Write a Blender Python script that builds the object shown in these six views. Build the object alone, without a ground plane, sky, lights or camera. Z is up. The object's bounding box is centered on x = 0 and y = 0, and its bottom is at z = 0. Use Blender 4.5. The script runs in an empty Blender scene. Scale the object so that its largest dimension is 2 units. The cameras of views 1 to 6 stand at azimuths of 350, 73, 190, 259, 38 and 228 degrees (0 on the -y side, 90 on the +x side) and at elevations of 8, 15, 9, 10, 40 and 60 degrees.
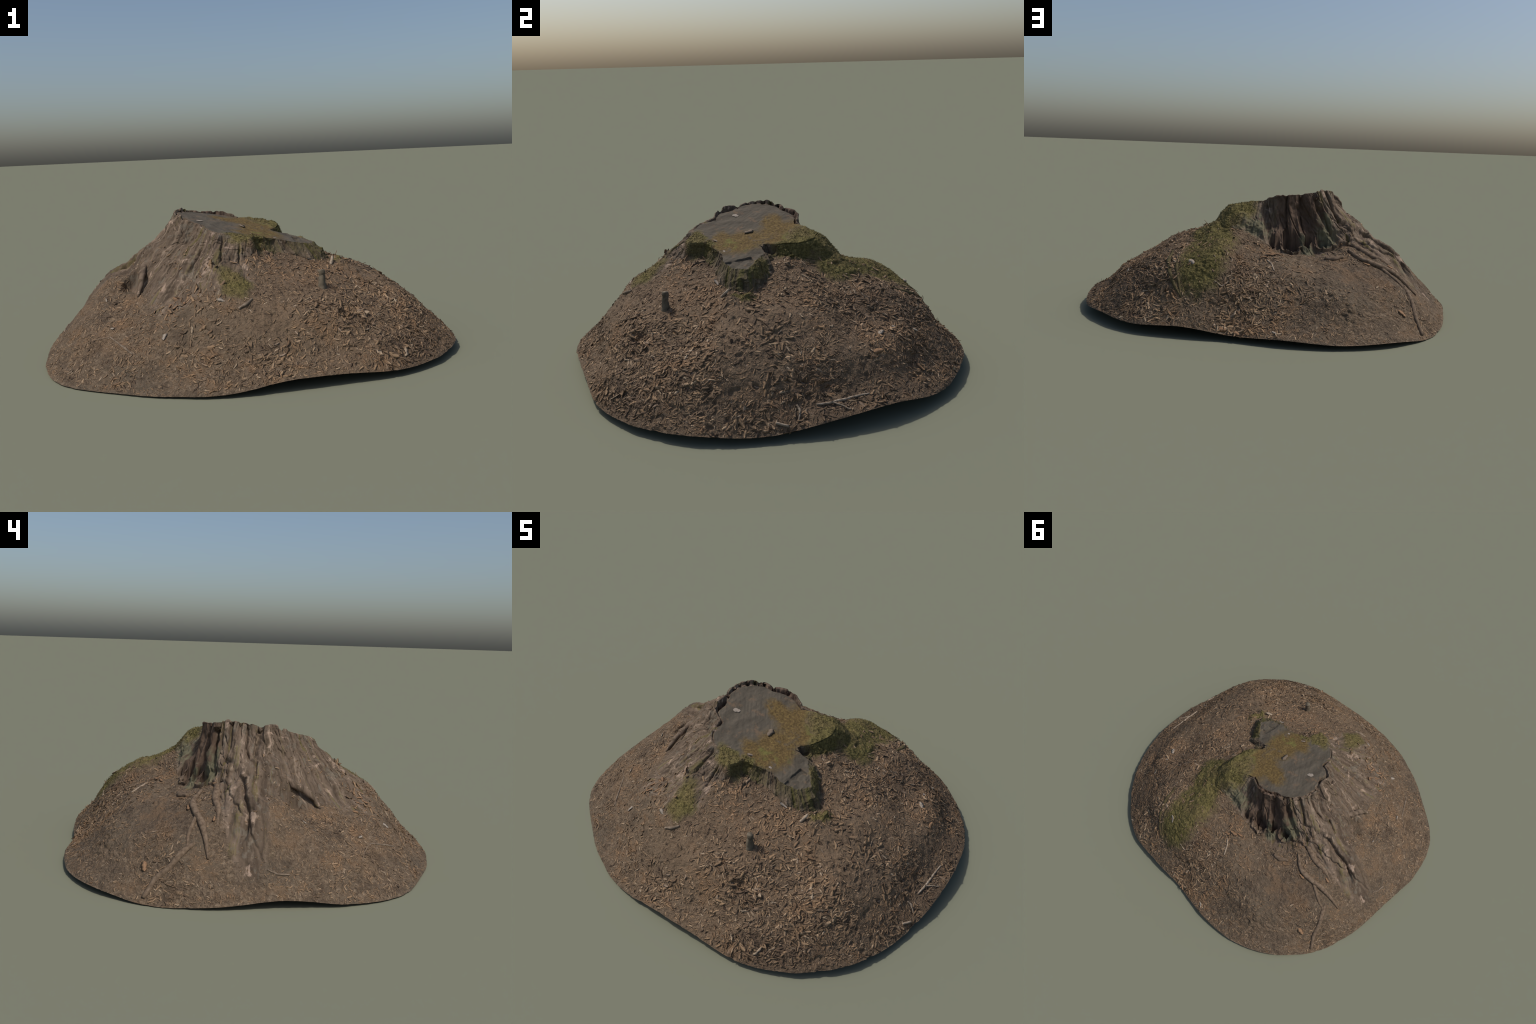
# A sawn, mossy tree stump standing on a mound of soil and wood chips.
# Everything is one lofted body (cut face -> bark wall -> mound -> rim) built from
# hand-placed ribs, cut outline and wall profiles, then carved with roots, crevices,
# hollows and grain; loose things (chips, sticks, leaves, stones, a stub) lie on it.
import bpy, math, random
import numpy as np
from mathutils import Vector, Matrix

random.seed(7)
RNG = np.random.default_rng(7)
PI2 = 2 * math.pi

# ------------------------------------------------------------------ noise
def _hash(i, j, k, seed):
    h = (i * 374761393 + j * 668265263 + k * 2147483647 + seed * 1274126177) & 0xFFFFFFFF
    h = ((h ^ (h >> 13)) * 1274126177) & 0xFFFFFFFF
    h = ((h ^ (h >> 16)) * 2246822519) & 0xFFFFFFFF
    return ((h ^ (h >> 15)) & 0xFFFFFF) / float(0xFFFFFF) * 2 - 1


def noise(x, y, z, seed=0):
    """Smooth value noise in -1..1."""
    x, y, z = np.broadcast_arrays(x, y, z)
    i, j, k = (np.floor(a).astype(np.int64) for a in (x, y, z))
    u, v, w = x - i, y - j, z - k
    u, v, w = (a * a * a * (a * (a * 6 - 15) + 10) for a in (u, v, w))
    out = np.zeros(x.shape)
    for a in (0, 1):
        for b in (0, 1):
            for c in (0, 1):
                wt = (u if a else 1 - u) * (v if b else 1 - v) * (w if c else 1 - w)
                out += wt * _hash(i + a, j + b, k + c, seed)
    return out


def fbm(x, y, z, seed=0, octaves=3, gain=0.5):
    s, a, n = 0, 1.0, 0
    for o in range(octaves):
        s = s + a * noise(x * 2**o + 13.7 * o, y * 2**o, z * 2**o, seed + o)
        n += a
        a *= gain
    return s / n


def smooth(a, b, x):
    t = np.clip((x - a) / (b - a), 0, 1)
    return t * t * (3 - 2 * t)


# ------------------------------------------------------------------ the mound: 24 ribs
# azimuth, rim radius, heights at 25 40 50 60 70 80 90 % of the radius, height of the rim
RIB_AT = (0.25, 0.4, 0.5, 0.6, 0.7, 0.8, 0.9, 1.0)
RIBS = (
    (0, 1.003, 0.482, 0.417, 0.387, 0.354, 0.291, 0.222, 0.110, 0.058),
    (15, 1.014, 0.494, 0.432, 0.387, 0.331, 0.270, 0.223, 0.133, 0.072),
    (30, 1.038, 0.505, 0.423, 0.382, 0.339, 0.277, 0.233, 0.116, 0.041),
    (45, 1.025, 0.505, 0.474, 0.416, 0.382, 0.330, 0.255, 0.156, 0.052),
    (60, 1.004, 0.505, 0.498, 0.429, 0.379, 0.341, 0.265, 0.137, 0.045),
    (75, 0.931, 0.498, 0.461, 0.439, 0.422, 0.376, 0.286, 0.150, 0.055),
    (90, 0.895, 0.476, 0.426, 0.371, 0.347, 0.309, 0.239, 0.120, 0.029),
    (105, 0.944, 0.449, 0.363, 0.356, 0.318, 0.270, 0.188, 0.094, 0.035),
    (120, 1.015, 0.434, 0.357, 0.327, 0.300, 0.265, 0.190, 0.094, 0.023),
    (135, 1.058, 0.450, 0.371, 0.340, 0.310, 0.260, 0.198, 0.099, 0.024),
    (150, 1.053, 0.492, 0.457, 0.391, 0.343, 0.289, 0.231, 0.124, 0.001),
    (165, 1.016, 0.535, 0.538, 0.470, 0.386, 0.317, 0.219, 0.125, 0.013),
    (180, 0.994, 0.562, 0.553, 0.500, 0.406, 0.353, 0.252, 0.148, 0.035),
    (195, 1.029, 0.574, 0.533, 0.426, 0.304, 0.257, 0.199, 0.104, 0.010),
    (210, 1.045, 0.575, 0.497, 0.378, 0.295, 0.234, 0.164, 0.079, 0.003),
    (225, 0.989, 0.575, 0.506, 0.397, 0.304, 0.258, 0.179, 0.097, 0.003),
    (240, 0.958, 0.568, 0.531, 0.449, 0.377, 0.306, 0.192, 0.079, 0.006),
    (255, 0.935, 0.550, 0.503, 0.435, 0.383, 0.323, 0.214, 0.101, 0.014),
    (270, 0.908, 0.530, 0.472, 0.422, 0.362, 0.309, 0.232, 0.115, 0.046),
    (285, 0.920, 0.509, 0.444, 0.392, 0.351, 0.307, 0.249, 0.131, 0.045),
    (300, 0.992, 0.490, 0.423, 0.370, 0.323, 0.272, 0.194, 0.123, 0.028),
    (315, 1.035, 0.479, 0.414, 0.366, 0.306, 0.246, 0.201, 0.128, 0.030),
    (330, 1.046, 0.471, 0.416, 0.384, 0.332, 0.296, 0.235, 0.129, 0.037),
    (345, 1.019, 0.469, 0.404, 0.392, 0.354, 0.300, 0.225, 0.122, 0.028),
)


def catmull(rows, n):
    """Periodic Catmull-Rom through the rows, n samples."""
    rows = np.asarray(rows, float)
    m = len(rows)
    q = np.arange(n) * m / n
    i = np.floor(q).astype(int)
    f = (q - i)[:, None]
    a, b, c, d = (rows[(i + o) % m] for o in (-1, 0, 1, 2))
    return 0.5 * (2 * b + (c - a) * f + (2 * a - 5 * b + 4 * c - d) * f**2 + (3 * b - a - 3 * c + d) * f**3)


def hermite(xk, yk, x):
    """Cubic through the knots of one rib (rows of yk), sampled at x."""
    xk = np.asarray(xk)
    d = np.gradient(yk, xk, axis=1)
    i = np.clip(np.searchsorted(xk, x) - 1, 0, len(xk) - 2)
    h = xk[i + 1] - xk[i]
    t = (x - xk[i]) / h
    return ((2 * t**3 - 3 * t**2 + 1) * yk[:, i] + (t**3 - 2 * t**2 + t) * h * d[:, i]
            + (-2 * t**3 + 3 * t**2) * yk[:, i + 1] + (t**3 - t**2) * h * d[:, i + 1])


_rib = catmull([r[1:] for r in RIBS], 720)
RIM_R, _rim_z = _rib[:, 0], _rib[:, -1]
_knots = (0.0,) + RIB_AT
_S = np.linspace(0, 1, 201)
_prof = hermite(_knots, np.c_[np.full(720, 0.55), _rib[:, 1:]], _S)


def rim_radius(a):
    return np.interp(a % PI2, np.linspace(0, PI2, 721), np.r_[RIM_R, RIM_R[0]])


def mound(x, y):
    """Height of the smooth mound at x, y."""
    a = np.arctan2(y, x) % PI2
    s = np.clip(np.hypot(x, y) / rim_radius(a), 0, 1) * 200
    q = a / PI2 * 720
    i = np.floor(q).astype(int) % 720
    k = np.minimum(s.astype(int), 199)
    f, g = q - np.floor(q), s - k
    j = (i + 1) % 720
    return (1 - f) * ((1 - g) * _prof[i, k] + g * _prof[i, k + 1]) + f * ((1 - g) * _prof[j, k] + g * _prof[j, k + 1])


# ------------------------------------------------------------------ the stump
CX, CY = 0.03, -0.07                         # middle of the sawn face


def cut_plane(x, y):
    return 0.584 - 0.2147 * x + 0.1188 * y


CUT = (  # outline of the sawn face
    (0.325, -0.142), (0.285, -0.095), (0.215, -0.030), (0.150, -0.030), (0.140, 0.005), (0.185, 0.060),
    (0.200, 0.110), (0.215, 0.175), (0.200, 0.230), (0.150, 0.262), (0.100, 0.245), (0.050, 0.220), (0.000, 0.196),
    (-0.060, 0.218), (-0.100, 0.222), (-0.145, 0.208), (-0.185, 0.181), (-0.230, 0.182), (-0.270, 0.150),
    (-0.302, 0.110), (-0.320, 0.070), (-0.322, 0.020), (-0.302, -0.020), (-0.285, -0.065), (-0.288, -0.118),
    (-0.250, -0.138), (-0.216, -0.155), (-0.219, -0.200), (-0.205, -0.245), (-0.160, -0.285), (-0.105, -0.296),
    (-0.070, -0.335), (-0.018, -0.330), (0.000, -0.255), (0.040, -0.243), (0.080, -0.236), (0.140, -0.212),
    (0.190, -0.226), (0.235, -0.224), (0.280, -0.210), (0.310, -0.178),
)
# azimuth about the middle of the face, gap from edge to foot, undercut, steepness of the wall
WALL = (
    (0, 0.080, 0.000, 1.0), (13, 0.070, 0.000, 0.9), (25, 0.060, 0.004, 0.9), (45, 0.050, 0.006, 1.1), (58, 0.085, -0.006, 0.9),
    (72, 0.120, -0.014, 0.9), (86, 0.120, 0.000, 1.1), (96, 0.138, 0.004, 1.35), (112, 0.142, 0.006, 1.5), (125, 0.125, 0.006, 1.6),
    (138, 0.125, 0.000, 1.5), (150, 0.125, 0.000, 1.35), (165, 0.115, 0.000, 1.25), (176, 0.080, 0.000, 1.1), (200, 0.065, 0.000, 1.1),
    (230, 0.080, 0.000, 1.1), (255, 0.050, 0.000, 1.2), (265, 0.035, 0.014, 1.0), (295, 0.035, 0.022, 1.0), (310, 0.055, 0.004, 1.0),
    (325, 0.060, 0.000, 1.0), (340, 0.075, 0.000, 1.0),
)
# bark standing round the sawn wood. azimuth, thickness, rise above the cut, depth of the gap behind it
LIP = (
    (0, 0.003, 0.000, 0.000), (84, 0.004, 0.000, 0.000), (94, 0.020, 0.004, 0.012), (99, 0.026, 0.014, 0.020), (106, 0.030, 0.016, 0.016),
    (114, 0.034, 0.016, 0.022), (124, 0.034, 0.012, 0.030), (130, 0.030, 0.004, 0.012), (138, 0.034, 0.014, 0.014), (146, 0.030, 0.021, 0.006),
    (154, 0.028, 0.012, 0.004), (164, 0.026, 0.006, 0.008), (169, 0.030, 0.004, 0.020), (173, 0.038, 0.019, 0.100), (183, 0.042, 0.017, 0.120),
    (191, 0.044, 0.012, 0.080), (196, 0.030, 0.006, 0.030), (206, 0.022, 0.003, 0.050), (214, 0.016, 0.000, 0.012), (240, 0.006, 0.000, 0.006),
    (262, 0.003, 0.000, 0.000),
)
# crevices in the bark: path on the ground plan, width, depth
CREVICES = (
    (((-0.225, 0.170), (-0.290, 0.205), (-0.350, 0.222), (-0.420, 0.240)), 0.013, 0.040),
    (((-0.290, 0.125), (-0.345, 0.140), (-0.400, 0.170), (-0.440, 0.150)), 0.009, 0.022),
    (((-0.312, 0.085), (-0.350, 0.098), (-0.380, 0.100)), 0.006, 0.012),
    (((-0.310, -0.010), (-0.355, -0.002), (-0.405, 0.020), (-0.450, 0.045)), 0.010, 0.030),
    (((-0.520, 0.120), (-0.580, 0.115), (-0.640, 0.125), (-0.720, 0.115), (-0.810, 0.140)), 0.010, 0.030),
    (((-0.360, 0.290), (-0.440, 0.245), (-0.520, 0.225)), 0.010, 0.020),
    (((-0.300, 0.050), (-0.340, 0.055), (-0.400, 0.075), (-0.470, 0.080)), 0.006, 0.016),
    (((-0.265, 0.150), (-0.300, 0.175), (-0.345, 0.185)), 0.006, 0.016),
    (((-0.180, 0.190), (-0.205, 0.240), (-0.240, 0.290)), 0.007, 0.018),
    (((-0.110, 0.225), (-0.125, 0.280), (-0.150, 0.330)), 0.008, 0.018),
    (((-0.470, 0.040), (-0.540, 0.055), (-0.620, 0.065), (-0.720, 0.075)), 0.007, 0.014),
    (((-0.250, -0.300), (-0.290, -0.340), (-0.330, -0.350)), 0.008, 0.016),
    (((-0.150, -0.300), (-0.165, -0.350), (-0.175, -0.420)), 0.006, 0.014),
    (((-0.080, -0.345), (-0.090, -0.400), (-0.085, -0.440)), 0.006, 0.012),
)
# swellings: path, width, height (buttress roots and mossy ridges)
ROOTS = (
    (((-0.540, 0.130), (-0.620, 0.125), (-0.720, 0.120), (-0.860, 0.130)), 0.050, 0.024),
    (((-0.440, 0.020), (-0.560, 0.060), (-0.700, 0.070), (-0.840, 0.095)), 0.040, 0.014),
    (((-0.250, -0.240), (-0.340, -0.330), (-0.400, -0.390)), 0.045, 0.010),
)
# bowls: x, y, radius, depth (a dark hollow under the root, cavities under the stump, scuffed pits in the litter)
HOLLOWS = (
    (-0.500, 0.165, 0.050, 0.020), (0.180, 0.365, 0.060, 0.020), (-0.600, 0.020, 0.050, 0.018), (0.250, 0.590, 0.080, 0.012), (0.110, 0.470, 0.050, 0.006), (-0.540, -0.185, 0.050, 0.022), (-0.345, -0.505, 0.050, 0.020), (-0.560, 0.250, 0.060, 0.016),
    (0.318, -0.670, 0.022, 0.022), (0.330, -0.640, 0.016, 0.018),
    (-0.330, -0.110, 0.018, 0.030), (-0.312, -0.140, 0.014, 0.026), (0.090, -0.262, 0.030, 0.014), (0.020, -0.275, 0.028, 0.016),
)
# caves dug level into the slope: x, y, half sizes, height of the floor
CAVES = (
    (-0.578, -0.122, 0.054, 0.058, 0.300), (-0.590, -0.155, 0.028, 0.020, 0.306), (-0.165, 0.325, 0.040, 0.030, 0.350), (-0.085, 0.345, 0.028, 0.026, 0.366),
    (-0.330, 0.270, 0.026, 0.020, 0.352), (-0.245, 0.290, 0.020, 0.020, 0.352), (-0.465, 0.205, 0.026, 0.022, 0.405), (0.165, 0.015, 0.022, 0.030, 0.500),
)
# knobs: x, y, radius, height
KNOBS = (
    (-0.088, 0.327, 0.020, 0.034), (-0.006, 0.326, 0.018, 0.022), (0.030, 0.318, 0.020, 0.018), (0.088, 0.318, 0.026, 0.018),
    (-0.223, 0.280, 0.012, 0.020), (-0.258, 0.307, 0.018, 0.012), (-0.461, 0.175, 0.028, 0.022), (0.331, 0.386, 0.024, 0.014),
    (0.437, -0.169, 0.026, 0.022), (0.437, -0.252, 0.024, 0.018), (0.360, -0.190, 0.030, 0.014), (0.258, 0.075, 0.040, 0.016),
    (-0.020, -0.345, 0.020, 0.016), (-0.490, 0.685, 0.075, 0.020), (-0.400, 0.470, 0.055, 0.013),
)


def path_distance(x, y, path):
    best = np.full(x.shape, 9.0)
    along = np.zeros(x.shape)
    n = len(path) - 1
    for k in range(n):
        (ax, ay), (bx, by) = path[k][:2], path[k + 1][:2]
        dx, dy = bx - ax, by - ay
        t = np.clip(((x - ax) * dx + (y - ay) * dy) / (dx * dx + dy * dy), 0, 1)
        d = np.hypot(x - ax - t * dx, y - ay - t * dy)
        near = d < best
        best = np.where(near, d, best)
        along = np.where(near, (k + t) / n, along)
    return best, along


# patches of matter and tone, as soft ellipses: x, y, half length, half width, turn in degrees
BARK = ((-0.30, 0.02, 0.30, 0.24, 0), (-0.25, -0.30, 0.28, 0.20, 40), (-0.58, 0.11, 0.33, 0.105, -4), (-0.38, -0.20, 0.17, 0.14, 0),
        (-0.17, -0.45, 0.11, 0.17, 10), (-0.22, 0.24, 0.20, 0.09, -20), (0.02, 0.28, 0.12, 0.09, 0))
MOSS = ((0.305, -0.085, 0.055, 0.022, -45), (0.16, 0.24, 0.13, 0.11, 60), (0.205, 0.13, 0.11, 0.045, 75), (0.30, 0.30, 0.09, 0.10, 0), (0.25, 0.37, 0.11, 0.12, 30), (0.22, 0.52, 0.17, 0.125, 85), (0.215, 0.67, 0.12, 0.12, 80),
        (-0.055, -0.30, 0.085, 0.052, -12), (0.02, -0.245, 0.04, 0.022, 0), (-0.145, -0.535, 0.065, 0.090, 20), (0.43, -0.20, 0.06, 0.035, 60))
OCHRE = ((0.09, 0.12, 0.15, 0.14, 0), (0.07, -0.10, 0.10, 0.13, 15), (-0.06, 0.10, 0.10, 0.055, -15), (0.02, -0.19, 0.10, 0.05, -20))


DARK_WALL = ((-0.18, 0.25, 0.15, 0.075, -18), (-0.08, 0.31, 0.08, 0.05, 0), (-0.30, 0.24, 0.07, 0.05, -30))
OLD_WOOD = ((0.27, -0.15, 0.13, 0.11, -30), (0.03, -0.27, 0.12, 0.045, 8), (0.22, 0.06, 0.07, 0.11, 70))
LICHEN = ((0.04, 0.31, 0.10, 0.06, 0), (-0.34, 0.24, 0.05, 0.05, 0), (-0.25, 0.31, 0.04, 0.03, 0))
DAMP = ((0.93, 0.10, 0.12, 0.45, 0), (0.62, 0.62, 0.22, 0.18, -45), (0.10, 0.55, 0.10, 0.2, 0), (0.60, -0.78, 0.25, 0.10, 40), (0.55, 0.35, 0.14, 0.10, 30), (-0.55, 0.45, 0.18, 0.10, 30))
BARE = ((0.62, -0.12, 0.14, 0.16, -20), (0.78, -0.22, 0.10, 0.14, 0), (-0.35, -0.62, 0.16, 0.09, -30), (-0.05, -0.72, 0.16, 0.08, 0), (-0.35, 0.55, 0.22, 0.12, -20), (0.52, -0.28, 0.10, 0.08, 0))
EAST = ((0.58, -0.10, 0.55, 0.75, 0), (0.20, -0.60, 0.40, 0.30, 20))
FINE = ((-0.75, 0.10, 0.45, 0.75, 0), (-0.30, 0.62, 0.35, 0.18, -15), (-0.40, -0.75, 0.40, 0.22, -20))
FRESH = ((0.10, -0.42, 0.22, 0.10, 0), (0.72, 0.36, 0.12, 0.12, 0), (-0.42, -0.50, 0.10, 0.12, 30), (-0.10, 0.46, 0.10, 0.04, 0), (0.30, -0.40, 0.15, 0.10, 20))


def patch(x, y, blobs, soft=0.35):
    m = np.zeros(np.shape(x))
    for bx, by, rx, ry, turn in blobs:
        c, s = math.cos(math.radians(turn)), math.sin(math.radians(turn))
        dx, dy = x - bx, y - by
        d = np.hypot((dx * c + dy * s) / rx, (-dx * s + dy * c) / ry)
        m = np.maximum(m, smooth(1 + soft, 1 - soft, d))
    return m


# ------------------------------------------------------------------ loft
NA, N_TOP, N_LIP, N_DOWN, N_SOIL = 1400, 80, 26, 80, 190
N_WALL = N_LIP + N_DOWN
ANG = np.arange(NA) * PI2 / NA


def cast(outline):
    """Distance from the middle of the face to a closed outline, along each azimuth."""
    p = np.asarray(outline, float)
    q = np.roll(p, -1, 0)
    out = np.zeros(NA)
    ux, uy = np.cos(ANG), np.sin(ANG)
    for (ax, ay), (bx, by) in zip(p, q):
        ax, ay, bx, by = ax - CX, ay - CY, bx - CX, by - CY
        ex, ey = bx - ax, by - ay
        den = ux * ey - uy * ex
        den = np.where(np.abs(den) < 1e-9, 1e-9, den)
        t = (ax * ey - ay * ex) / den
        k = (ax * uy - ay * ux) / den
        ok = (k >= -1e-6) & (k <= 1 + 1e-6) & (t > 0)
        out = np.where(ok, np.maximum(out, t), out)
    return out


def ring_blur(v, n):
    for _ in range(n):
        v = 0.25 * np.roll(v, 1) + 0.5 * v + 0.25 * np.roll(v, -1)
    return v


edge = ring_blur(cast(CUT), 30)
edge = edge + 0.004 * fbm(np.cos(ANG) * 9, np.sin(ANG) * 9, 0.5, 3) + 0.0025 * noise(np.cos(ANG) * 32, np.sin(ANG) * 32, 1.5, 4)
_front = smooth(295, 310, np.degrees(ANG)) + smooth(75, 40, np.degrees(ANG))
edge = edge + _front * (0.007 * noise(np.cos(ANG) * 24, np.sin(ANG) * 24, 6.5, 5) + 0.004 * noise(np.cos(ANG) * 60, np.sin(ANG) * 60, 8.5, 6))
_a = np.arange(720) * PI2 / 720
rim_r = ring_blur(cast(np.c_[RIM_R * np.cos(_a), RIM_R * np.sin(_a)]), 3)


def round_the_stump(table):
    t = np.asarray(table, float)
    at = np.r_[t[-1, 0] - 360, t[:, 0], t[0, 0] + 360]
    return [np.interp(np.degrees(ANG), at, np.r_[t[-1, i], t[:, i], t[0, i]]) for i in range(1, t.shape[1])]


gap, undercut, steep = round_the_stump(WALL)
lip_w, lip_h, lip_gap = (ring_blur(a, 6) for a in round_the_stump(LIP))
_lump = fbm(np.cos(ANG) * 6, np.sin(ANG) * 6, 2.5, 9, 3)
lip_h = lip_h * np.clip(0.75 + 1.1 * _lump, 0.1, 1.5) + 0.0015 * noise(np.cos(ANG) * 50, np.sin(ANG) * 50, 4.5, 11) * (lip_h > 0.003)
lip_w = lip_w * (1 + 0.35 * np.roll(_lump, 90))
lip_gap = lip_gap * np.clip(0.7 + 1.3 * noise(np.cos(ANG) * 8, np.sin(ANG) * 8, 7.5, 10), 0.05, 1.3)
gap, undercut = ring_blur(gap, 60), ring_blur(undercut, 60)
gap = gap * (1 + 0.12 * fbm(np.cos(ANG) * 6, np.sin(ANG) * 6, 3.5, 8))
ca, sa = np.cos(ANG)[None], np.sin(ANG)[None]

u = np.linspace(0, 1, N_TOP + 1)[1:, None] ** 0.8
top_r = edge[None] * u
q = np.linspace(0, 1, N_LIP + 1)[1:, None]
v = np.linspace(0, 1, N_DOWN + 1)[1:, None]
brim = edge + lip_w
foot = brim + gap
lip_r = edge[None] + lip_w[None] * q
wall_r = brim[None] + gap[None] * v ** steep[None] - undercut[None] * np.sin(math.pi * v)
w = np.linspace(0, 1, N_SOIL + 1)[1:, None]
soil_r = foot[None] + (rim_r - foot)[None] * w
R = np.vstack([top_r, lip_r, wall_r, soil_r])
X, Y = CX + R * ca, CY + R * sa
zone = np.r_[np.zeros(N_TOP), np.ones(N_WALL), np.full(N_SOIL, 2)].astype(int)
fx, fy = CX + foot * ca[0], CY + foot * sa[0]
lx, ly = X[N_TOP:N_TOP + N_LIP], Y[N_TOP:N_TOP + N_LIP]
lip_z = cut_plane(lx, ly) - lip_gap[None] * np.exp(-(((q - 0.30) / 0.17) ** 2)) + lip_h[None] * smooth(0.40, 0.62, q) * (1 - 0.35 * smooth(0.7, 1.0, q))
ze, zf = lip_z[-1], mound(fx, fy)
Z = np.vstack([cut_plane(X[:N_TOP], Y[:N_TOP]), lip_z, ze[None] + (zf - ze)[None] * v, mound(X[N_TOP + N_WALL:], Y[N_TOP + N_WALL:])])
P = np.stack([X, Y, Z], -1)


def grid_normals(P):
    da = np.roll(P, -1, 1) - np.roll(P, 1, 1)
    dr = np.gradient(P, axis=0)
    n = np.cross(dr, da)
    return n / (np.linalg.norm(n, axis=-1, keepdims=True) + 1e-12)


# masks on the grid
G = {"moss": patch(X, Y, MOSS), "ochre": patch(X, Y, OCHRE), "bark": patch(X, Y, BARK)}
is_top, is_wall, is_soil = (zone == k for k in (0, 1, 2))
vv = np.zeros(X.shape)
vv[is_wall] = np.vstack([np.zeros((N_LIP, 1)), v])
vv[is_soil] = 1
azim = np.degrees(np.arctan2(Y - CY, X - CX)) % 360
barky = np.where(is_wall[:, None], 1.0, np.where(is_soil[:, None], G["bark"], 0.0)) * (1 - 0.8 * G["moss"])
soily = np.where(is_soil[:, None], 1 - G["bark"], 0.0)

# 1. big swellings and hollows, straight up or down
lift = np.zeros(X.shape)
for path, width, height in ROOTS:
    d, along = path_distance(X, Y, path)
    lift += height * np.exp(-((d / width) ** 2)) * smooth(0, 0.15, along) * smooth(1.0, 0.8, along)
for hx, hy, r, depth in HOLLOWS:
    wob = 0.3 * r * fbm(X * 40, Y * 40, Z * 40, 12, 2)
    lift -= depth * np.exp(-((np.hypot(X - hx + wob, Y - hy) / r) ** 4))
P[..., 2] += lift * (1 - is_top[:, None])
caved = np.zeros(X.shape)

for hx, hy, rx, ry, floor in CAVES:
    wob = 0.006 * fbm(X * 45, Y * 45, Z * 45, 15, 2)
    m = np.exp(-(np.hypot((X - hx + wob) / rx, (Y - hy - wob) / ry) ** 8)) * (1 - is_top[:, None])
    P[..., 2] -= m * np.maximum(P[..., 2] - floor, 0)
    caved = np.maximum(caved, m)

# 2. along the normals
N = grid_normals(P)
push = np.zeros(X.shape)
arc = np.radians(azim)
ax_, ay_ = np.cos(arc), np.sin(arc)
fibre = fbm(ax_ * 14, ay_ * 14, R * 5 + Z * 3, 21, 2)
fibre2 = fbm(ax_ * 34, ay_ * 34, R * 12 + Z * 9, 22, 2)
plates = fbm(X * 22, Y * 22, Z * 12, 23, 3)
shape_wall = np.where(is_wall[:, None], 0.18 + 0.82 * smooth(0, 0.3, vv), 1.0)
shape_wall[N_TOP:N_TOP + N_LIP] *= 0.12 * smooth(0.1, 0.6, q)
standing = smooth(88, 100, azim) * smooth(200, 170, azim)
lean = arc + 0.9 * (Z - 0.5) + 0.05 * plates
bx_, by_ = np.cos(lean), np.sin(lean)
slabs = np.tanh(3.5 * fbm(bx_ * 5.5 + 0.3 * plates, by_ * 5.5, R * 3 + Z * 4, 20, 2))
cracks = 1 - np.abs(fbm(bx_ * 10 + 0.4 * plates, by_ * 10, R * 4 + Z * 4, 25, 2)) * 4.5
flakes = np.round(3 * fbm(X * 18 + 0.3 * fibre, Y * 18, Z * 14, 26, 2)) / 3
push += barky * shape_wall * (standing * (0.012 * slabs + 0.003 * fibre - 0.011 * np.clip(cracks, 0, 1) ** 2) + 0.004 * fibre2 + 0.010 * plates + (0.010 - 0.005 * standing) * flakes)
push += barky * 0.0045 * fbm(X * 55, Y * 55, Z * 40, 24, 3)
# the slabs of the west side break off in an overhanging ledge above the root
ledge = smooth(128, 140, azim) * smooth(182, 168, azim) * np.where(is_wall | is_soil, 1.0, 0.0)[:, None]
push += ledge * 0.009 * smooth(0.445, 0.468, P[..., 2] + 0.03 * plates) * smooth(0.60, 0.50, P[..., 2])
# rough crumbly soil
push += soily * (0.006 * fbm(X * 7, Y * 7, Z * 7, 31, 2) + 0.004 * fbm(X * 24, Y * 24, Z * 24, 33, 3))
push += soily * 0.0022 * fbm(X * 70, Y * 70, Z * 70, 35, 2)
rough = smooth(-0.3, 0.3, X)
push -= soily * (0.002 + 0.005 * rough) * smooth(0.30, 0.62, fbm(X * 30, Y * 30, Z * 30, 36, 2))
for kx, ky, r, height in KNOBS:
    wob = 0.5 * r * fbm(X * 50, Y * 50, Z * 50, 13, 2)
    push += np.where(is_top[:, None], 0, 1) * height * np.exp(-((np.hypot(X - kx + wob, Y - ky - wob) / r) ** 2))
# cushions of moss
cushion = 0.5 + 0.5 * fbm(X * 30, Y * 30, Z * 30, 41, 2)
top_moss = np.maximum(G["ochre"] * 0.35, G["moss"])
push += G["moss"] * (0.002 + 0.010 * cushion) * np.where(is_top[:, None], 1.0, 0.6)
push += np.where(is_top[:, None], G["ochre"] * 0.006 * cushion, 0)
push += top_moss * 0.0025 * fbm(X * 110, Y * 110, Z * 110, 43, 2)
# saw marks and weathering of the cut face
face = np.where(is_top[:, None], 1 - top_moss, 0)
push += face * (0.0008 * noise((X * 0.8 + Y * 0.6) * 120, (Y * 0.8 - X * 0.6) * 8, 0.5, 51) + 0.0016 * fbm(X * 14, Y * 14, 0.5, 52, 2) + 0.0014 * fbm(X * 60, Y * 60, 0.5, 55, 2))
# the weathered tongue is pitted
push -= np.where(is_top[:, None], 1, 0) * smooth(0.16, 0.26, X) * smooth(0.0, -0.06, Y) * (0.004 * fbm(X * 45, Y * 45, 0.5, 53, 2) + 0.010 * smooth(0.35, 0.6, noise(X * 38, Y * 38, 0.5, 54)))
# crevices
for path, width, depth in CREVICES:
    wob = 0.006 * fbm(X * 25, Y * 25, Z * 25, 61, 2)
    d, along = path_distance(X + wob, Y - wob, path)
    ends = smooth(-0.02, 0.12, along) * smooth(1.02, 0.85, along)
    push -= np.where(is_top[:, None], 0, 1) * depth * np.exp(-((d / width) ** 2)) * ends
P += N * push[..., None]

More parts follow.
